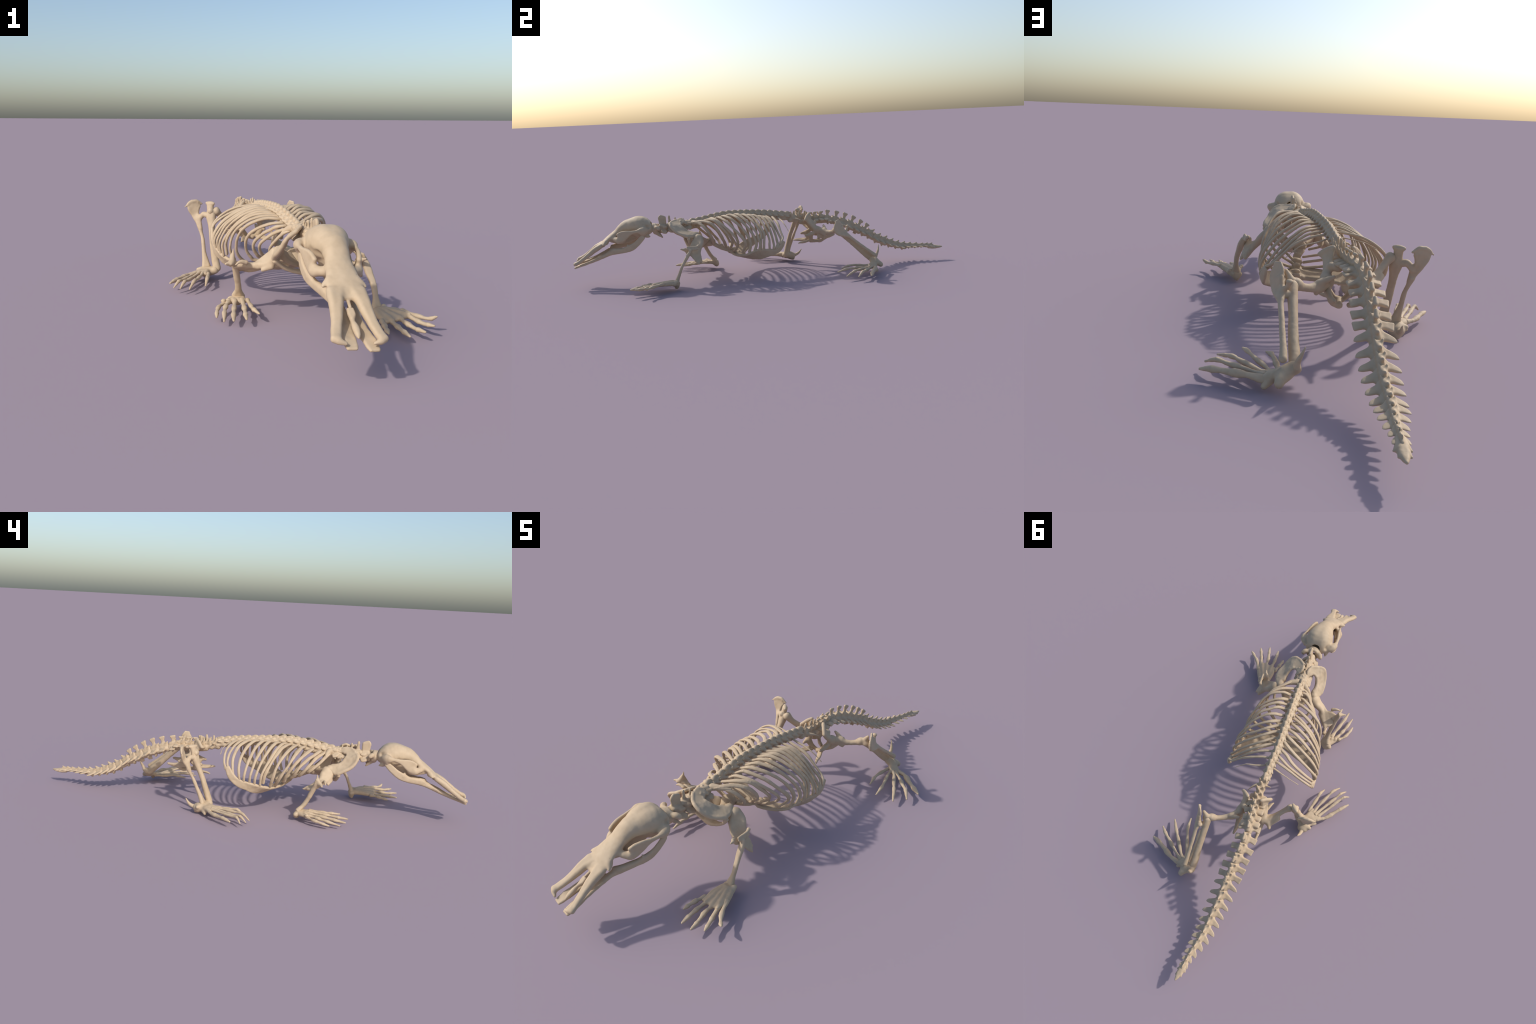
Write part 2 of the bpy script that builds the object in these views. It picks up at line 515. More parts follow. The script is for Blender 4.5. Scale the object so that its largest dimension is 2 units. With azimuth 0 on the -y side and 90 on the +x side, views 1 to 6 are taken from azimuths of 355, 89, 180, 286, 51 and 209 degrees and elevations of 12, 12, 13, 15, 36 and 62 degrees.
# tail vertebra: own frame, side processes 0.05 long when unscaled
def tail_mesh(tall):
    T = Field(h=.0016, k=.006, lump=.0005)
    T.tube([(0, -.018, -.007), (0, 0, -.006), (0, .018, -.007)], [(.017, .016), (.0145, .0135), (.017, .016)], (1, 0, 0), k=.004)
    T.tube([(0, -.015, .012), (0, .015, .012)], [(.0125, .010), (.0115, .009)], (1, 0, 0))
    if tall:
        T.ribbon([(0, -.014, .013), (0, -.009, .024), (0, -.009, .036), (0, -.014, .047)], [(0, .012, .013), (0, .009, .024), (0, .009, .036), (0, .016, .048)], [.0080, .0055, .005, .0062])
    else:
        T.ribbon([(0, -.014, .012), (0, .000, .026), (0, .009, .038)], [(0, .014, .012), (0, .015, .026), (0, .017, .036)], [.0075, .005, .003])
    for s in (1, -1):
        if tall:
            T.tube([(s * .006, -.001, -.004), (s * .026, -.001, -.006), (s * .048, .002, -.008)], [(.0165, .009), (.0125, .0058), (.0140, .0045)], (.0, 1, 0), k=.010)
        else:
            T.tube([(s * .006, -.003, -.004), (s * .024, .001, -.006), (s * .044, .008, -.008), (s * .052, .013, -.009)],
                   [(.0165, .009), (.0125, .0062), (.0085, .0042), (.0028, .0022)], (.0, 1, 0), k=.010)
        T.tube([(s * .007, -.012, .016), (s * .011, -.020, .024)], [.0055, .003], k=.004)
        T.tube([(s * .006, .004, -.018), (s * .005, .008, -.028)], [.006, .004], k=.006)
    return T.mesh("tail_vertebra")


tall, low = tail_mesh(True), tail_mesh(False)
# left and right tips of the side processes down the tail (side process tips, thinning towards the end)
tips_y = np.array([.352, .398, .440, .480, .518, .554, .588, .626, .663, .700, .736, .772, .808, .842, .877, .906, .932])
half = np.interp(tips_y, [.34, .38, .42, .51, .62, .70, .77, .81, .85, .90, .95], [.046, .046, .047, .051, .0505, .047, .042, .038, .032, .022, .016])
tipz = np.interp(tips_y, [.34, .376, .424, .468, .513, .552, .588, .626, .663, .70, .736, .772, .81, .85, .9, .94],
                 [.252, .246, .228, .214, .188, .170, .153, .126, .108, .094, .082, .073, .073, .071, .070, .068])
for y, hw, z in zip(tips_y, half, tipz):
    p, t = ridge_at(y)
    o = V(p[0], y - .003, z + .007)
    hgt = max(p[2] - z, .012)
    tallish = y < .57
    top = .055 if tallish else .044
    repeat("tail_vertebra", tall if tallish else low, o, frame(t, .02 + .03 * rng.uniform(-1, 1)),
           (hw / .051, .98 if y < .9 else .85, np.clip((hgt + .006) / top, .30, 1.08)))
TT = Field(h=.0016, k=.006)
TT.tube([(-.145, .925, .068), (-.145, .955, .066), (-.1445, .980, .065), (-.144, .997, .0655)], [(.014, .011), (.0135, .0105), (.009, .007), (.004, .004)], (1, 0, 0))
for s in (1, -1):
    TT.tube([(-.145 + s * .008, .945, .066), (-.145 + s * .018, .955, .064)], [.007, .002])
    TT.tube([(-.145 + s * .006, .968, .066), (-.145 + s * .013, .977, .064)], [.006, .002])
bone("tail_tip_vertebra", TT)
# chevrons: blades below the tail
for y, z, d in ((.425, .225, .012), (.470, .205, .024), (.512, .186, .022), (.555, .168, .018), (.592, .150, .018), (.63, .124, .016), (.668, .106, .014), (.705, .092, .012), (.742, .080, .010)):
    p, t = ridge_at(y); R = frame(t)
    g = lambda a, b, c: V(p[0], y, z) + R @ V(a, b, c)
    C = Field(h=.0016, k=.004)
    C.ribbon([g(0, -.010, -.004), g(0, -.008, -d)], [g(0, .008, -.004), g(0, .012, -d)], [.006, .003])
    bone("chevron", C)

# ------------------------------------------------------------------ neck
NX = unit(V(.99, .12, 0))
A = Field(h=.0018, k=.006)
ac = V(.052, -.572, .278)
ring = [ac + .024 * math.cos(a) * NX + .021 * math.sin(a) * V(0, -.2, 1) for a in np.linspace(0, 2 * math.pi, 13)]
A.tube(ring, [(.014, .008)], V(.1, -1, 0), n=2)
for s in (1, -1):
    A.tube([ac + s * .022 * NX + V(0, .004, .004), ac + s * .036 * NX + V(0, .012, .010), ac + s * .042 * NX + V(0, .020, .006)], [(.013, .010), .0115, .0105])
    A.tube([ac + s * .024 * NX + V(0, -.022, 0), ac + s * .02 * NX], [.009, .012])
A.tube([ac + V(0, .005, -.016), ac + .014 * NX + V(0, .020, -.030), V(.078, -.534, .236)], [.012, .009, .004])
A.tube([ac + V(0, .005, -.016), ac - .002 * NX + V(0, .020, -.032), V(.050, -.537, .230)], [.012, .009, .004])
bone("neck_vertebra", A)
for (c, top, w0, w1, thick) in (((.047, -.530, .270), (.046, -.531, .341), .017, .0205, .0060), ((.041, -.494, .274), (.040, -.496, .340), .010, .0065, .0045),
                                ((.036, -.466, .276), (.035, -.466, .329), .010, .003, .004), ((.031, -.444, .277), (.031, -.446, .316), .009, .003, .003),
                                ((.027, -.424, .278), (.029, -.425, .321), .009, .003, .004), ((.021, -.404, .281), (.022, -.406, .312), .009, .003, .003)):
    c, top = V(*c), V(*top)
    B = Field(h=.0018, k=.006)
    B.tube([c + V(0, -.014, 0), c + V(0, .014, 0)], [(.021, .0165)] * 2, NX)
    B.tube([c + V(0, -.012, .018), c + V(0, .012, .018)], [(.018, .011)] * 2, NX)
    dY = V(-.12, 1, 0)
    m = (c + V(0, 0, .02)) * .45 + top * .55
    B.ribbon([c + V(0, 0, .018) - w0 * dY, m - w1 * 1.0 * dY, .3 * m + .7 * top - w1 * 1.05 * dY, top - w1 * .6 * dY], [c + V(0, 0, .018) + w0 * dY, m + w1 * .9 * dY, .3 * m + .7 * top + w1 * .9 * dY, top + w1 * .6 * dY], [thick * 1.4, thick, thick, thick * .8])
    for s in (1, -1):
        B.tube([c + s * .012 * NX, c + s * .027 * NX + V(0, .003, -.005), c + s * .033 * NX + V(0, .016, -.009)], [(.014, .009), (.014, .007), (.011, .005)], V(0, 1, 0))
        B.tube([c + s * .018 * NX + V(0, .004, .013), c + s * .022 * NX + V(0, .018, .015)], [.008, .006])
    bone("neck_vertebra", B)

# ================================================================== SHOULDER GIRDLE (mirror plane of the trunk front)
GC = V(.033, -.373, .240); GN = unit(V(.144, .028, .025))


def mir(P):
    P = np.asarray(P, float)
    return P - 2 * ((P - GC) @ GN)[..., None] * GN


blades = (
    ([(.010, -.412, .290), (.017, -.438, .314), (.012, -.470, .312), (-.012, -.497, .296), (-.036, -.509, .282), (-.047, -.502, .260), (-.056, -.482, .237), (-.064, -.456, .220), (-.066, -.432, .204), (-.054, -.398, .206)],
     [(.003, -.420, .284), (.000, -.440, .288), (-.006, -.452, .288), (-.016, -.456, .280), (-.028, -.450, .268), (-.035, -.440, .250), (-.038, -.428, .240), (-.039, -.415, .235), (-.038, -.400, .232), (-.037, -.380, .230)]),
    ([(.052, -.404, .300), (.036, -.440, .324), (.045, -.462, .316), (.077, -.482, .313), (.108, -.487, .306), (.128, -.474, .288), (.140, -.452, .268), (.151, -.420, .254), (.154, -.396, .244), (.140, -.368, .238)],
     [(.060, -.410, .292), (.060, -.424, .304), (.068, -.432, .298), (.078, -.436, .296), (.090, -.432, .293), (.100, -.422, .284), (.106, -.410, .274), (.108, -.398, .264), (.107, -.380, .256), (.106, -.356, .252)]))
for side in (0, 1):
    f = mir if side else (lambda q: np.asarray(q, float))
    B = Field(h=.0022, k=.007, lump=.0008)
    O_, I_ = (np.array(q) for q in blades[side])
    B.ribbon(O_, I_, [.006, .006, .0055, .005, .005, .005, .006, .0075, .010, .014], n=4)
    B.tube(O_[2:9], [.0045, .005, .0055, .006, .0065, .007, .008])
    B.tube(I_[1:9], [.0055, .005, .0045, .005, .006, .007, .008, .010])
    B.ball(f([(-.046, -.384, .216)])[0], .017, k=.01)
    bone("shoulder_blade", B)
    # coracoid: plate from the shoulder joint down to the breastbone
    C = Field(h=.0022, k=.007)
    C.ribbon(f([(-.040, -.398, .205), (-.016, -.385, .182), (.014, -.365, .165)]), f([(-.036, -.366, .214), (-.010, -.330, .196), (.012, -.300, .190)]), [.013, .007, .007])
    bone("coracoid", C)
# T-shaped interclavicle with the collar bones along its arms
I = Field(h=.0022, k=.008)
barR = np.array([(-.062, -.432, .196), (-.030, -.417, .170), (.010, -.403, .155), (.050, -.390, .150)])
barL = mir(barR[::-1])
bar = np.vstack([barR, barL[1:]])
I.tube(bar, [.009, (.009, .006), (.012, .006), (.015, .007), (.012, .006), (.009, .006), .009], V(.1, 1, .25))
I.ribbon([(.030, -.400, .152), (.018, -.35, .165), (.005, -.30, .180)], [(.066, -.393, .152), (.050, -.34, .170), (.045, -.295, .186)], [.008, .009, .012])
I.ball((.022, -.292, .188), (.030, .030, .022), k=.012)
bone("interclavicle", I)

# ================================================================== RIB CAGE
B = Field(h=.0022, k=.008, lump=.0012, lump_scale=55)
sp = [(.020, -.275, .178), (.026, -.245, .160), (.030, -.215, .148), (.032, -.185, .136), (.032, -.155, .122), (.034, -.128, .114)]
B.tube(sp, [(.022, .011), (.013, .010), (.020, .010), (.015, .009), (.024, .009), (.030, .007)], V(.98, .18, .1))
for x, y, z in sp[1:]:
    B.ball((x, y + .012, z + .008), (.016, .011, .008))
# broad cartilage floors along the lower margins
edge_r = [(.020, -.128, .106), (-.030, -.125, .103), (-.090, -.110, .099), (-.145, -.099, .097), (-.195, -.078, .104), (-.226, -.042, .121), (-.246, -.002, .144), (-.254, .030, .182), (-.256, .044, .222)]
top_r = [(.010, -.200, .132), (-.040, -.188, .126), (-.100, -.178, .124), (-.165, -.148, .128), (-.212, -.110, .146), (-.230, -.065, .158), (-.242, -.030, .168), (-.250, -.002, .186), (-.251, .022, .220)]
edge_l = [(.030, -.118, .106), (.052, -.092, .101), (.085, -.060, .099), (.113, -.028, .103), (.136, .018, .118), (.141, .066, .137), (.136, .092, .166), (.134, .101, .190)]
top_l = [(.040, -.185, .128), (.095, -.145, .125), (.142, -.098, .136), (.156, -.040, .162), (.154, .005, .162), (.151, .046, .155), (.150, .070, .176), (.143, .084, .192)]
th = .0062
B.ribbon(edge_r, top_r, [.009, .008, th, th, th, th, th, th, .005])
B.ribbon(edge_l, top_l, [.009, .008, th, th, th, th, th, .005])
sternum = bone("breastbone", B)

# right ribs, front to back: from the spine round to the breastbone or the cartilage floor
ribs = [
    [(.004, -.377, .286), (-.020, -.373, .278), (-.034, -.362, .267), (-.054, -.340, .240), (-.066, -.312, .212), (-.060, -.290, .192), (-.018, -.282, .180)],
    [(-.002, -.357, .288), (-.029, -.349, .281), (-.049, -.332, .270), (-.066, -.320, .258), (-.083, -.309, .243), (-.096, -.297, .227), (-.099, -.282, .207), (-.089, -.262, .184), (-.070, -.250, .172), (.005, -.238, .160)],
    [(-.006, -.330, .290), (-.028, -.334, .291), (-.048, -.328, .287), (-.066, -.313, .275), (-.084, -.296, .262), (-.101, -.278, .244), (-.114, -.262, .225), (-.117, -.249, .203), (-.105, -.234, .179), (-.083, -.219, .161), (.005, -.208, .147)],
    [(-.009, -.300, .294), (-.034, -.300, .296), (-.060, -.291, .292), (-.088, -.279, .282), (-.111, -.266, .268), (-.129, -.253, .252), (-.140, -.237, .229), (-.141, -.222, .206), (-.136, -.207, .182), (-.122, -.196, .160), (-.100, -.188, .145), (.005, -.180, .133)],
    [(-.016, -.262, .300), (-.040, -.262, .304), (-.066, -.256, .305), (-.094, -.252, .300), (-.118, -.246, .290), (-.140, -.239, .276), (-.157, -.231, .258), (-.168, -.220, .234), (-.172, -.206, .212), (-.172, -.191, .185), (-.163, -.177, .160), (-.141, -.160, .134)],
    [(-.022, -.232, .306), (-.050, -.226, .309), (-.078, -.219, .307), (-.106, -.211, .300), (-.131, -.203, .289), (-.157, -.191, .269), (-.176, -.181, .248), (-.187, -.171, .222), (-.192, -.165, .196), (-.190, -.158, .170), (-.176, -.148, .140)],
    [(-.030, -.204, .309), (-.060, -.194, .312), (-.090, -.184, .309), (-.118, -.174, .301), (-.146, -.165, .284), (-.171, -.155, .263), (-.191, -.145, .237), (-.202, -.135, .212), (-.206, -.126, .187), (-.202, -.120, .155)],
    [(-.036, -.182, .311), (-.060, -.176, .315), (-.089, -.168, .315), (-.135, -.155, .297), (-.183, -.137, .253), (-.206, -.123, .218), (-.218, -.114, .187), (-.214, -.110, .148)],
    [(-.042, -.152, .311), (-.066, -.146, .317), (-.094, -.138, .317), (-.142, -.126, .298), (-.187, -.112, .263), (-.214, -.100, .224), (-.228, -.091, .185), (-.222, -.086, .150)],
    [(-.046, -.120, .312), (-.072, -.112, .319), (-.098, -.106, .320), (-.144, -.095, .300), (-.198, -.082, .260), (-.222, -.075, .224), (-.235, -.069, .190), (-.228, -.064, .154)],
    [(-.050, -.090, .313), (-.072, -.082, .318), (-.096, -.073, .317), (-.150, -.060, .296), (-.206, -.052, .255), (-.232, -.047, .220), (-.244, -.044, .190), (-.238, -.040, .160)],
    [(-.056, -.060, .311), (-.078, -.048, .317), (-.101, -.036, .316), (-.152, -.021, .296), (-.206, -.014, .261), (-.236, -.015, .226), (-.248, -.020, .196), (-.243, -.022, .165)],
    [(-.060, -.026, .309), (-.084, -.010, .314), (-.110, .000, .312), (-.151, .018, .295), (-.208, .022, .256), (-.242, .012, .215), (-.252, .004, .186)],
    [(-.066, .010, .308), (-.088, .022, .311), (-.110, .030, .308), (-.149, .040, .294), (-.204, .043, .270), (-.243, .037, .240), (-.254, .028, .212)],
    [(-.070, .044, .304), (-.090, .048, .308), (-.113, .052, .308), (-.159, .058, .300), (-.207, .060, .277), (-.244, .052, .244), (-.256, .040, .214)],
    [(-.078, .076, .300), (-.105, .079, .298), (-.126, .082, .295), (-.172, .085, .286), (-.212, .082, .266)],
]
# upper course of the left ribs where it departs from a mirror image (the trunk leans to the right)
left_top = {
    1: [(.048, -.368, .301), (.077, -.321, .309), (.111, -.274, .300), (.122, -.245, .270), (.115, -.225, .235), (.090, -.215, .200), (.050, -.208, .162), (.032, -.208, .150)],
    2: [(.038, -.323, .303), (.075, -.293, .316), (.107, -.255, .313), (.125, -.222, .282), (.132, -.198, .255), (.125, -.175, .220), (.100, -.172, .185), (.050, -.188, .150), (.036, -.188, .142)],
    3: [(.027, -.290, .302), (.053, -.278, .319), (.098, -.251, .317), (.127, -.218, .294), (.143, -.176, .256), (.148, -.150, .225), (.130, -.142, .190), (.090, -.155, .155), (.045, -.168, .136)],
    4: [(.018, -.262, .303), (.046, -.241, .321), (.084, -.214, .314), (.114, -.186, .298), (.143, -.150, .262), (.154, -.114, .222), (.148, -.102, .185), (.118, -.122, .142)],
    5: [(.014, -.230, .311), (.045, -.214, .326), (.072, -.193, .324), (.100, -.165, .312), (.128, -.121, .275), (.146, -.088, .230), (.151, -.076, .190), (.142, -.085, .148)],
    6: [(.010, -.205, .312), (.037, -.188, .330), (.062, -.163, .329), (.097, -.132, .316), (.130, -.080, .262), (.146, -.055, .222), (.153, -.047, .188), (.151, -.058, .155)],
    7: [(.001, -.169, .314), (.030, -.151, .330), (.064, -.128, .328), (.111, -.086, .296), (.139, -.047, .250), (.156, -.034, .215), (.160, -.028, .185), (.156, -.034, .155)],
    8: [(-.002, -.137, .316), (.027, -.111, .327), (.061, -.087, .319), (.107, -.054, .291), (.139, -.022, .242)],
    9: [(-.002, -.108, .316), (.027, -.076, .321), (.062, -.049, .304), (.106, -.027, .275), (.141, -.005, .236)],
    10: [(-.006, -.076, .315), (.021, -.046, .316), (.055, -.022, .298), (.104, .003, .259), (.143, .019, .212)],
    11: [(-.011, -.042, .308), (.015, -.015, .307), (.052, .008, .285), (.098, .028, .244), (.143, .042, .183)],
    12: [(-.013, -.013, .305), (.014, .011, .302), (.045, .030, .282), (.087, .048, .242), (.132, .061, .187)],
    13: [(-.017, .018, .301), (.015, .034, .292), (.048, .049, .270), (.078, .063, .241), (.120, .080, .200)],
    14: [(-.020, .048, .295), (.014, .060, .285), (.049, .072, .269), (.084, .081, .240), (.115, .091, .211)],
    15: [(-.027, .085, .283), (.002, .095, .278), (.032, .102, .270), (.056, .113, .254), (.079, .123, .235)],
}


for i, P in enumerate(ribs):
    sides = [P]
    if i == 0:
        L = [(.035, -.372, .296), (.062, -.350, .300), (.090, -.325, .292), (.108, -.300, .268), (.106, -.280, .235), (.085, -.272, .205), (.045, -.272, .182)]
    else:
        L = list(left_top[i])
        c, _ = ridge_at(P[0][1])
        L[0:0] = [c + V(.012, -.004, -.024)]
        if i < 15:
            if i >= 8:
                # run down to the nearest stretch of the cartilage floor
                e = spline(top_l, 6); j = np.argmin(np.linalg.norm(e - (np.array(L[-1]) + V(.012, .0, -.05)), axis=1))
                L += [tuple((np.array(L[-1]) * .45 + e[j] * .55) + V(.006, 0, 0)), tuple(e[j])]
    sides.append(L)
    for Q in sides:
        n = len(Q)
        u = np.linspace(0, 1, n)
        r0 = .0062 if i < 13 else (.0055 if i < 15 else .0034)
        wide = r0 * (1.0 + .28 * np.sin(np.pi * np.clip(u * 1.6, 0, 1)) + .10 * np.array([rng.uniform(-1, 1) for _ in u]))
        thin = r0 * (.78 + .08 * np.array([rng.uniform(-1, 1) for _ in u]))
        if i == 15:
            wide *= np.linspace(1.3, .55, n); thin *= np.linspace(1.1, .5, n)
        if i < 7:
            wide[-3:] *= 1.25
        R = Field(h=.0017, k=.004, lump=.0005, lump_scale=60)
        R.tube(Q, [(max(a, b), b) for a, b in zip(wide, thin)], V(.2, 1, .25), n=5)
        bone("rib", R, sternum)

# ================================================================== FORELIMBS
# right upper arm: broad twisted plate
U = Field(h=.0022, k=.008, lump=.0008)
U.ribbon([(-.052, -.362, .218), (-.070, -.352, .206), (-.095, -.350, .186), (-.118, -.342, .160), (-.140, -.322, .144), (-.152, -.304, .142)],
         [(-.060, -.408, .190), (-.075, -.402, .172), (-.098, -.392, .166), (-.128, -.376, .170), (-.158, -.378, .176), (-.182, -.372, .166)],
         [.017, .015, .013, .0105, .0085, .0065])
U.tube([(-.150, -.306, .142), (-.164, -.318, .144), (-.182, -.346, .150)], [.0055, .007, .006])
U.ball((-.054, -.374, .208), .021)
U.tube([(-.150, -.385, .182), (-.170, -.392, .186), (-.184, -.398, .178)], [.008, .006, .003])
U.tube([(-.110, -.350, .160), (-.135, -.324, .146), (-.152, -.304, .142), (-.156, -.292, .140)], [.014, .011, .006, .0025])
U.tube([(-.070, -.400, .170), (-.098, -.394, .158)], [.009, .006])
bone("upper_arm", U)
# right forearm with hatchet-shaped elbow
U = Field(h=.002, k=.007, lump=.0007)
U.ribbon([(-.190, -.352, .196), (-.193, -.345, .172), (-.190, -.334, .140), (-.184, -.318, .105), (-.182, -.300, .070), (-.192, -.280, .046)],
         [(-.203, -.390, .180), (-.178, -.365, .165), (-.171, -.346, .140), (-.166, -.330, .105), (-.160, -.308, .070), (-.148, -.290, .046)],
         [.006, .009, .0105, .0095, .009, .010])
U.tube([(-.194, -.370, .188), (-.191, -.362, .207), (-.190, -.359, .224)], [.008, .005, .0015])
U.tube([(-.196, -.375, .182), (-.216, -.388, .178)], [.008, .004])
U.tube([(-.186, -.366, .176), (-.170, -.350, .168)], [.008, .007])
bone("forearm", U)
# left upper arm
U = Field(h=.0022, k=.008, lump=.0008)
U.ribbon([(.142, -.318, .232), (.160, -.314, .218), (.182, -.328, .190), (.202, -.336, .165), (.216, -.328, .142), (.227, -.328, .122)],
         [(.128, -.368, .225), (.150, -.378, .205), (.178, -.388, .180), (.200, -.392, .175), (.216, -.402, .182), (.228, -.417, .194)],
         [.017, .013, .009, .008, .007, .005])
U.ball((.134, -.344, .232), .021)
U.tube([(.212, -.395, .184), (.224, -.412, .192), (.230, -.425, .197)], [.008, .0065, .003])
U.tube([(.150, -.330, .210), (.190, -.340, .168), (.222, -.330, .128)], [.012, .009, .008])
bone("upper_arm", U)
# left forearm
U = Field(h=.002, k=.006, lump=.0007)
U.ribbon([(.215, -.340, .205), (.221, -.362, .208), (.229, -.396, .209)], [(.226, -.352, .190), (.229, -.366, .188), (.234, -.388, .192)], [.006, .005, .0045])
U.ball((.214, -.337, .206), .0075)
U.ribbon([(.222, -.372, .190), (.230, -.388, .165), (.238, -.405, .140), (.249, -.424, .110), (.254, -.440, .072), (.247, -.454, .040)],
         [(.244, -.378, .190), (.256, -.392, .165), (.262, -.407, .140), (.270, -.422, .110), (.274, -.437, .072), (.284, -.450, .040)],
         [.007, .0085, .0075, .007, .0075, .010])
bone("forearm", U)


def hand(base, digits, r, palm=None, parent_name="wrist", kind="finger", seg=None):
    W = base.mesh(parent_name)
    wrist = place(parent_name, W)
    for P, rr in digits:
        n = len(P)
        Q = np.asarray(P, float)
        S_ = Field(h=.0015, k=.004, lump=.0005, lump_scale=110)
        # shaft with swollen joints, tapering to the claw
        pts = spline(Q, 4)
        m = len(pts)
        u = np.linspace(0, 1, m)
        sw = 1 + .20 * np.cos(u * math.pi * 2 * 2.5) * (u < .8) + .10 * rng.uniform(-1, 1, m)
        taper = np.interp(u, [0, .15, .70, .84, 1], [1.05, 1, .98, .90, .46])
        S_.tube(pts, [(rr * a * b, rr * a * b * .88) for a, b in zip(sw, taper)], V(1, .3, 0), n=1)
        bone(kind, S_, wrist)
    return wrist


# left hand: solid palm, fingers fan out to the side
Wl = Field(h=.002, k=.007, lump=.0006)
Wl.ribbon([(.284, -.450, .036), (.304, -.468, .040), (.330, -.500, .045), (.340, -.530, .046), (.343, -.550, .046)],
          [(.248, -.452, .030), (.245, -.478, .034), (.246, -.512, .033), (.254, -.545, .030), (.258, -.562, .028)], [.013, .012, .010, .0085, .007], n=4)
Wl.tube([(.250, -.456, .030), (.262, -.452, .020), (.280, -.452, .032)], [.011, .012, .010])
Wl.tube([(.262, -.456, .024), (.261, -.456, .011)], [.012, .009])
Wl.tube([(.288, -.448, .046), (.292, -.462, .034)], [.009, .009])
for a, b in (((.28, -.47, .047), (.338, -.555, .050)), ((.272, -.475, .046), (.312, -.565, .040)), ((.262, -.475, .043), (.283, -.568, .036))):
    Wl.tube([a, b], [.006, .0068])
hand(Wl, [([(.330, -.510, .048), (.362, -.552, .045), (.392, -.577, .043), (.412, -.588, .052)], .0078),
          ([(.334, -.548, .046), (.364, -.601, .037), (.387, -.637, .040)], .0078),
          ([(.311, -.556, .038), (.318, -.592, .035), (.335, -.630, .030), (.350, -.667, .032)], .0078),
          ([(.281, -.560, .032), (.286, -.600, .030), (.293, -.635, .027), (.303, -.675, .022)], .0078),
          ([(.256, -.552, .030), (.252, -.586, .029), (.251, -.613, .025), (.252, -.637, .019)], .0078)], .008)

# right hand: separate small wrist bones and jointed fingers
Wr = Field(h=.0018, k=.005, lump=.0008)
Wr.ribbon([(-.192, -.276, .034), (-.206, -.300, .033), (-.216, -.322, .033)], [(-.148, -.291, .036), (-.146, -.312, .038), (-.146, -.335, .038)], [.013, .009, .0075])
Wr.tube([(-.196, -.276, .030), (-.176, -.276, .020), (-.160, -.284, .028)], [.011, .013, .011])
for x, y in ((-.205, -.325), (-.190, -.318), (-.173, -.318), (-.158, -.322), (-.222, -.333)):
    Wr.ball((x, y, .040), (.008, .010, .007))
hand(Wr, [([(-.142, -.328, .040), (-.136, -.378, .038), (-.130, -.415, .036), (-.114, -.460, .033)], .0072),
          ([(-.160, -.330, .041), (-.158, -.380, .037), (-.157, -.415, .034), (-.157, -.460, .031), (-.156, -.502, .029)], .0078),
          ([(-.184, -.330, .039), (-.188, -.375, .036), (-.191, -.410, .033), (-.194, -.450, .029), (-.196, -.500, .024)], .0078),
          ([(-.205, -.332, .036), (-.214, -.367, .035), (-.218, -.390, .032), (-.222, -.425, .027), (-.225, -.481, .017)], .0076),
          ([(-.216, -.330, .034), (-.236, -.360, .030), (-.243, -.385, .027), (-.246, -.410, .022), (-.247, -.438, .017)], .007)], .0075)

# ================================================================== PELVIS (own mirror plane)
PC = V(-.082, .209, .269); PN = unit(V(.124, .021, .004))


def pmir(P):
    P = np.asarray(P, float)
    return P - 2 * ((P - PC) @ PN)[..., None] * PN


Pv = Field(h=.002, k=.008, lump=.0008)
for f in ((lambda q: np.asarray(q, float)), pmir):
    # left half described, right half mirrored
    Pv.ribbon(f([(-.060, .246, .302), (-.058, .252, .280), (-.055, .268, .250), (-.045, .285, .228)]),
              f([(-.018, .219, .272), (-.030, .228, .262), (-.034, .248, .236), (-.028, .272, .212)]), [.006, .0075, .010, .014])
    Pv.tube(f([(-.060, .246, .302), (-.040, .232, .292), (-.018, .219, .272)]), [.0045, .0065, .003])
    Pv.ball(f([(-.042, .290, .212)])[0], .021, k=.01)
    # ischium to the rear tip
    Pv.ribbon(f([(-.040, .300, .205), (-.048, .340, .186), (-.056, .378, .184)]), f([(-.046, .292, .168), (-.056, .338, .162), (-.060, .380, .176)]), [.010, .007, .0045])
    # pubis and its front knob
    Pv.ribbon(f([(-.036, .275, .205), (-.040, .252, .190), (-.050, .250, .168)]), f([(-.044, .262, .196), (-.038, .236, .188), (-.060, .246, .160)]), [.009, .007, .008])
    Pv.tube(f([(-.040, .262, .192), (-.036, .238, .188), (-.035, .221, .186)]), [.009, .0085, .006])
    Pv.ribbon(f([(-.044, .262, .190), (-.060, .262, .165), (-.078, .262, .150)]), f([(-.046, .240, .185), (-.062, .244, .160), (-.080, .252, .148)]), .007)
    Pv.tube(f([(-.050, .330, .166), (-.062, .312, .152), (-.078, .300, .146)]), [.007, .008, .008])
    Pv.ball(f([(-.052, .283, .172)])[0], (.010, .012, .010), cut=True, k=.006)
    # link of the hip bone to the sacrum
    Pv.tube(f([(-.052, .270, .252), (-.075, .275, .248)]), [.012, .012])
Pv.tube([(-.080, .252, .148), (-.080, .28, .146), (-.078, .308, .147)], [.010, .009, .009])
pelvis = bone("pelvis", Pv)
for f in ((lambda q: np.asarray(q, float)), pmir):
    E_ = Field(h=.0018, k=.005)
    E_.ribbon(f([(-.050, .248, .160), (-.030, .224, .158), (-.016, .196, .156), (-.010, .182, .152)]),
              f([(-.072, .246, .150), (-.044, .212, .146), (-.028, .190, .148), (-.010, .180, .149)]), [.005, .005, .0045, .003])
    bone("epipubic_bone", E_, pelvis)

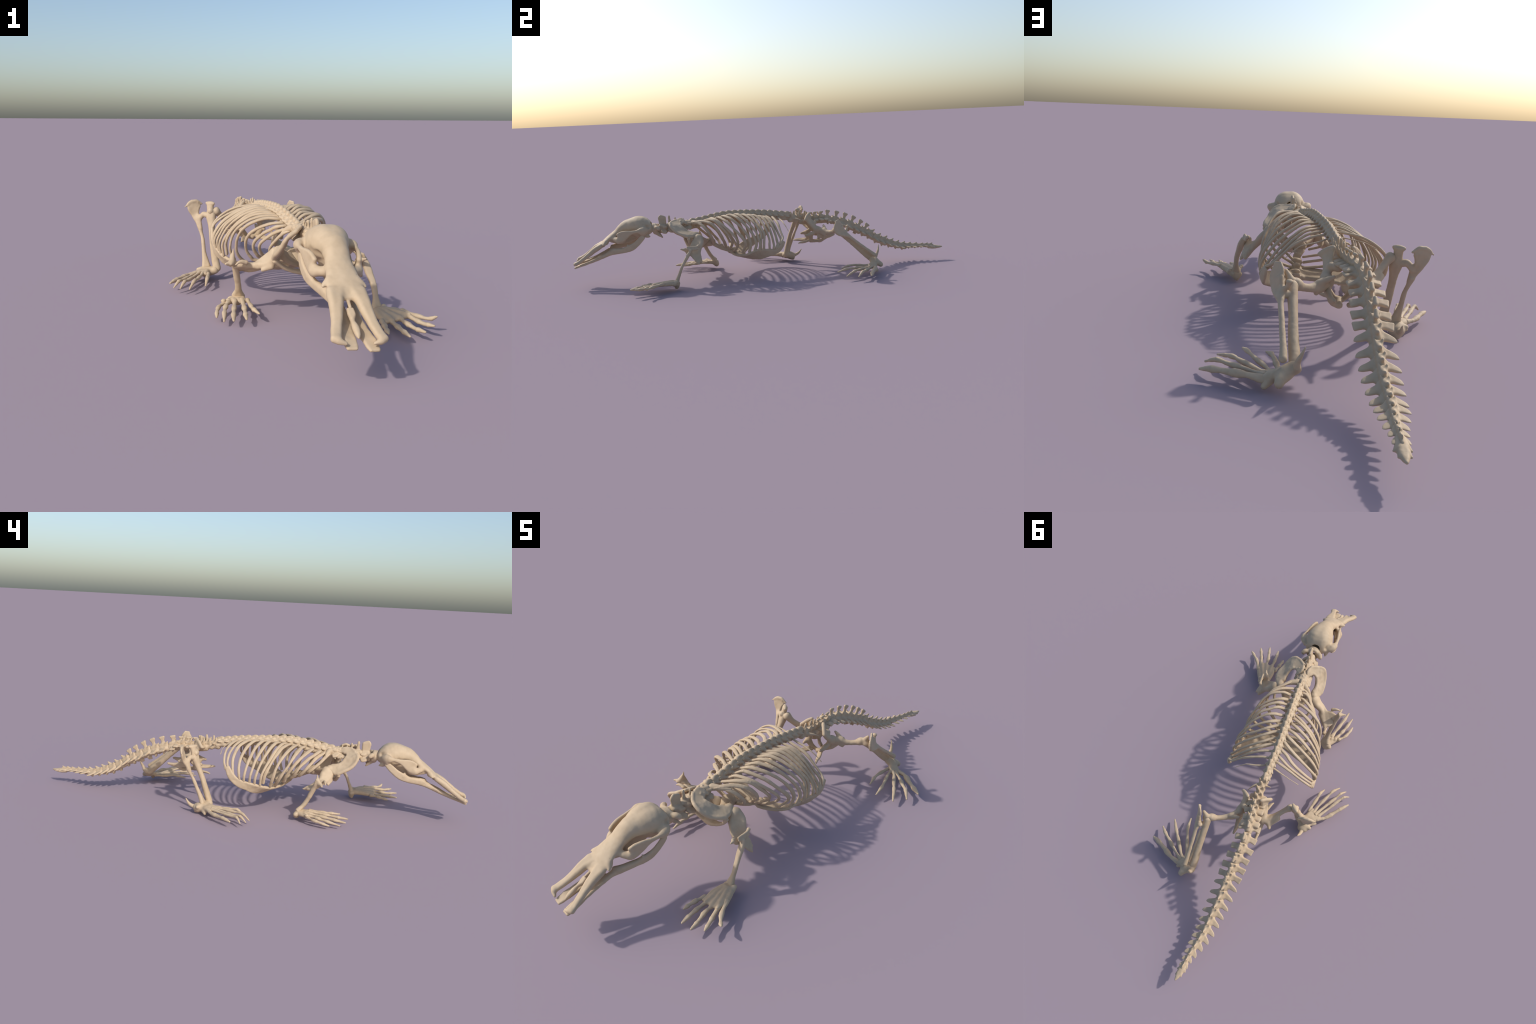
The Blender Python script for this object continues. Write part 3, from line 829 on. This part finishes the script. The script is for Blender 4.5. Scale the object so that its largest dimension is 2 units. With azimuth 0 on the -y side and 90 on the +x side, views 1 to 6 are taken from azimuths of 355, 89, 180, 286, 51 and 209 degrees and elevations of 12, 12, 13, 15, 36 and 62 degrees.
# ================================================================== HIND LIMBS
# left thigh
T = Field(h=.0022, k=.009, lump=.0007)
T.tube([(-.040, .294, .210), (-.022, .318, .206), (.006, .342, .205), (.030, .362, .212), (.052, .377, .224)],
       [(.019, .017), (.018, .012), (.0125, .0105), (.0115, .0105), (.017, .014)], V(.2, -.2, 1))
T.tube([(-.018, .325, .214), (-.040, .324, .225), (-.058, .322, .234)], [(.012, .009), .0085, .005])
T.tube([(-.022, .318, .200), (-.010, .326, .186)], [.011, .007])
for dx in (-.012, .012):
    T.ball((.058 + dx, .379 + dx * .6, .222), (.014, .015, .015))
T.tube([(.066, .384, .240), (.078, .380, .260)], [.011, .007])
bone("thigh", T)
# left shin
T = Field(h=.0022, k=.008, lump=.0007)
T.tube([(.059, .390, .222), (.058, .420, .192), (.056, .455, .160), (.055, .495, .122), (.052, .530, .090), (.051, .562, .062)],
       [(.018, .015), (.0155, .0135), (.0148, .012), (.0155, .0135), (.0175, .0145), (.018, .013)], V(.3, .6, .6))
bone("shin_bone", T)
T = Field(h=.0018, k=.006, lump=.0006)
T.ribbon([(.110, .367, .277), (.114, .361, .260), (.117, .356, .238), (.108, .385, .215), (.099, .430, .196)],
         [(.090, .386, .285), (.084, .400, .262), (.088, .412, .236), (.084, .424, .216), (.082, .440, .196)], [.004, .0055, .007, .008, .0075])
T.tube([(.092, .430, .202), (.087, .470, .168), (.083, .520, .128), (.080, .548, .106), (.080, .572, .086)], [.0085, .0078, .008, .009, .011])
T.tube([(.086, .418, .216), (.074, .428, .230), (.068, .434, .244)], [.0085, .0068, .0065])
T.ball((.0685, .434, .246), (.010, .009, .0045))
T.tube([(.090, .420, .206), (.064, .412, .205)], [.011, .012])
bone("calf_bone", T)
# right thigh
T = Field(h=.0022, k=.009, lump=.0007)
T.tube([(-.145, .272, .212), (-.168, .256, .212), (-.192, .232, .226), (-.214, .208, .246), (-.234, .194, .266)],
       [(.019, .017), (.019, .012), (.014, .0105), (.0125, .0105), (.017, .014)], V(.2, 1, .2))
T.ribbon([(-.150, .285, .205), (-.178, .284, .203), (-.198, .255, .215)], [(-.150, .260, .212), (-.172, .250, .213), (-.198, .226, .228)], [.010, .009, .008])
T.tube([(-.165, .262, .208), (-.178, .280, .204), (-.186, .294, .202)], [(.013, .009), .010, .0065])
for d in (-.012, .012):
    T.ball((-.244 + d, .190 + .4 * d, .264 + .3 * abs(d)), (.0125, .013, .014))
bone("thigh", T)
# right shin
T = Field(h=.0022, k=.008, lump=.0007)
T.tube([(-.257, .198, .294), (-.256, .192, .272), (-.254, .186, .246), (-.252, .170, .205), (-.250, .150, .155), (-.242, .133, .095), (-.234, .120, .045)],
       [(.015, .010), (.015, .011), (.021, .014), (.0135, .0118), (.0125, .011), (.0145, .0125), (.0165, .013)], V(1, -.3, 0))
T.tube([(-.270, .208, .298), (-.244, .188, .298)], [.0065, .0065])
bone("shin_bone", T)
T = Field(h=.0018, k=.006, lump=.0006)
T.ribbon([(-.336, .219, .300), (-.350, .212, .287), (-.348, .211, .272), (-.334, .213, .248), (-.321, .208, .225), (-.303, .195, .195)],
         [(-.304, .225, .304), (-.296, .228, .292), (-.299, .222, .276), (-.302, .214, .255), (-.296, .200, .240), (-.290, .190, .198)], [.0045, .005, .0055, .006, .007, .0065])
T.tube([(-.358, .208, .283), (-.335, .219, .301), (-.312, .224, .305), (-.291, .229, .293)], [.003, .005, .006, .004])
T.tube([(-.302, .200, .205), (-.293, .186, .175), (-.288, .175, .150), (-.285, .158, .110), (-.280, .145, .078), (-.276, .136, .052)],
       [(.010, .008), (.0068, .0065), .0075, .0085, (.0125, .009), (.018, .010)], V(1, 0, 0))
T.tube([(-.300, .204, .235), (-.285, .200, .252), (-.268, .192, .250)], [.0095, .011, .012])
bone("calf_bone", T)

# feet: ankle block, spur, five toes
Al = Field(h=.0022, k=.009, lump=.0008)
Al.tube([(.055, .566, .062), (.072, .572, .052), (.088, .575, .045)], [(.020, .016), (.022, .018), (.018, .016)], V(0, 1, .3))
Al.tube([(.070, .578, .048), (.084, .596, .040), (.088, .604, .034)], [.016, .0145, .0125])
Al.tube([(.090, .566, .042), (.108, .556, .036), (.122, .552, .030)], [(.018, .012), (.022, .011), (.024, .0085)], V(.3, 1, 0))
Al.tube([(.106, .566, .030), (.124, .576, .014)], [.012, .009])
Al.tube([(.046, .574, .062), (.045, .586, .070)], [.013, .010])
ankle = hand(Al, [([(.090, .545, .034), (.093, .500, .036), (.106, .440, .042), (.123, .392, .032)], 0.0072),
                  ([(.108, .540, .034), (.120, .508, .034), (.149, .456, .036), (.174, .411, .040), (.190, .362, .030)], .0070),
                  ([(.116, .545, .033), (.142, .523, .034), (.187, .474, .036), (.214, .446, .037), (.256, .399, .022)], .0075),
                  ([(.126, .552, .032), (.172, .527, .036), (.216, .500, .037), (.250, .480, .040), (.283, .455, .024)], .0075),
                  ([(.128, .566, .028), (.168, .562, .036), (.212, .544, .034), (.258, .527, .033), (.290, .518, .029)], .0098)], .0065,
             parent_name="ankle", kind="toe")
Sp = Field(h=.0016, k=.004)
Sp.tube([(.046, .584, .070), (.044, .594, .088), (.037, .601, .108), (.028, .604, .130)], [.0105, .0072, .005, .0014])
bone("spur", Sp, ankle)

Ar = Field(h=.0022, k=.009, lump=.0008)
Ar.tube([(-.240, .120, .040), (-.262, .128, .034), (-.284, .140, .034)], [(.020, .015), (.022, .018), (.02, .016)], V(0, 1, 0))
Ar.ball((-.280, .152, .026), (.026, .026, .022))
Ar.tube([(-.290, .145, .034), (-.308, .148, .036)], [.013, .008])
Ar.tube([(-.280, .160, .014), (-.281, .166, .007)], [.012, .007])
Ar.ribbon([(-.258, .120, .032), (-.264, .090, .036), (-.272, .060, .037)], [(-.300, .128, .030), (-.322, .100, .033), (-.334, .082, .032)], [.015, .012, .0085])
Ar.tube([(-.296, .125, .024), (-.318, .108, .014)], [.011, .007])
ankle = hand(Ar, [([(-.270, .072, .036), (-.270, .036, .036), (-.273, -.001, .037), (-.274, -.028, .040), (-.280, -.063, .022)], .0072),
                  ([(-.290, .072, .038), (-.299, .020, .040), (-.310, -.025, .040), (-.322, -.066, .042), (-.339, -.106, .021)], .0068),
                  ([(-.303, .075, .040), (-.324, .018, .038), (-.345, -.035, .038), (-.358, -.070, .041), (-.373, -.101, .023)], .0068),
                  ([(-.318, .076, .038), (-.345, .016, .038), (-.363, -.030, .039), (-.379, -.062, .041), (-.397, -.084, .022)], .0068),
                  ([(-.320, .092, .034), (-.348, .069, .033), (-.369, .034, .032), (-.389, -.002, .033), (-.412, -.042, .029)], .0085)], .0068,
             parent_name="ankle", kind="toe")
Sp = Field(h=.0016, k=.004)
Sp.tube([(-.281, .162, .028), (-.283, .180, .030), (-.284, .198, .040), (-.283, .215, .062)], [.012, .009, .0065, .0015])
bone("spur", Sp, ankle)
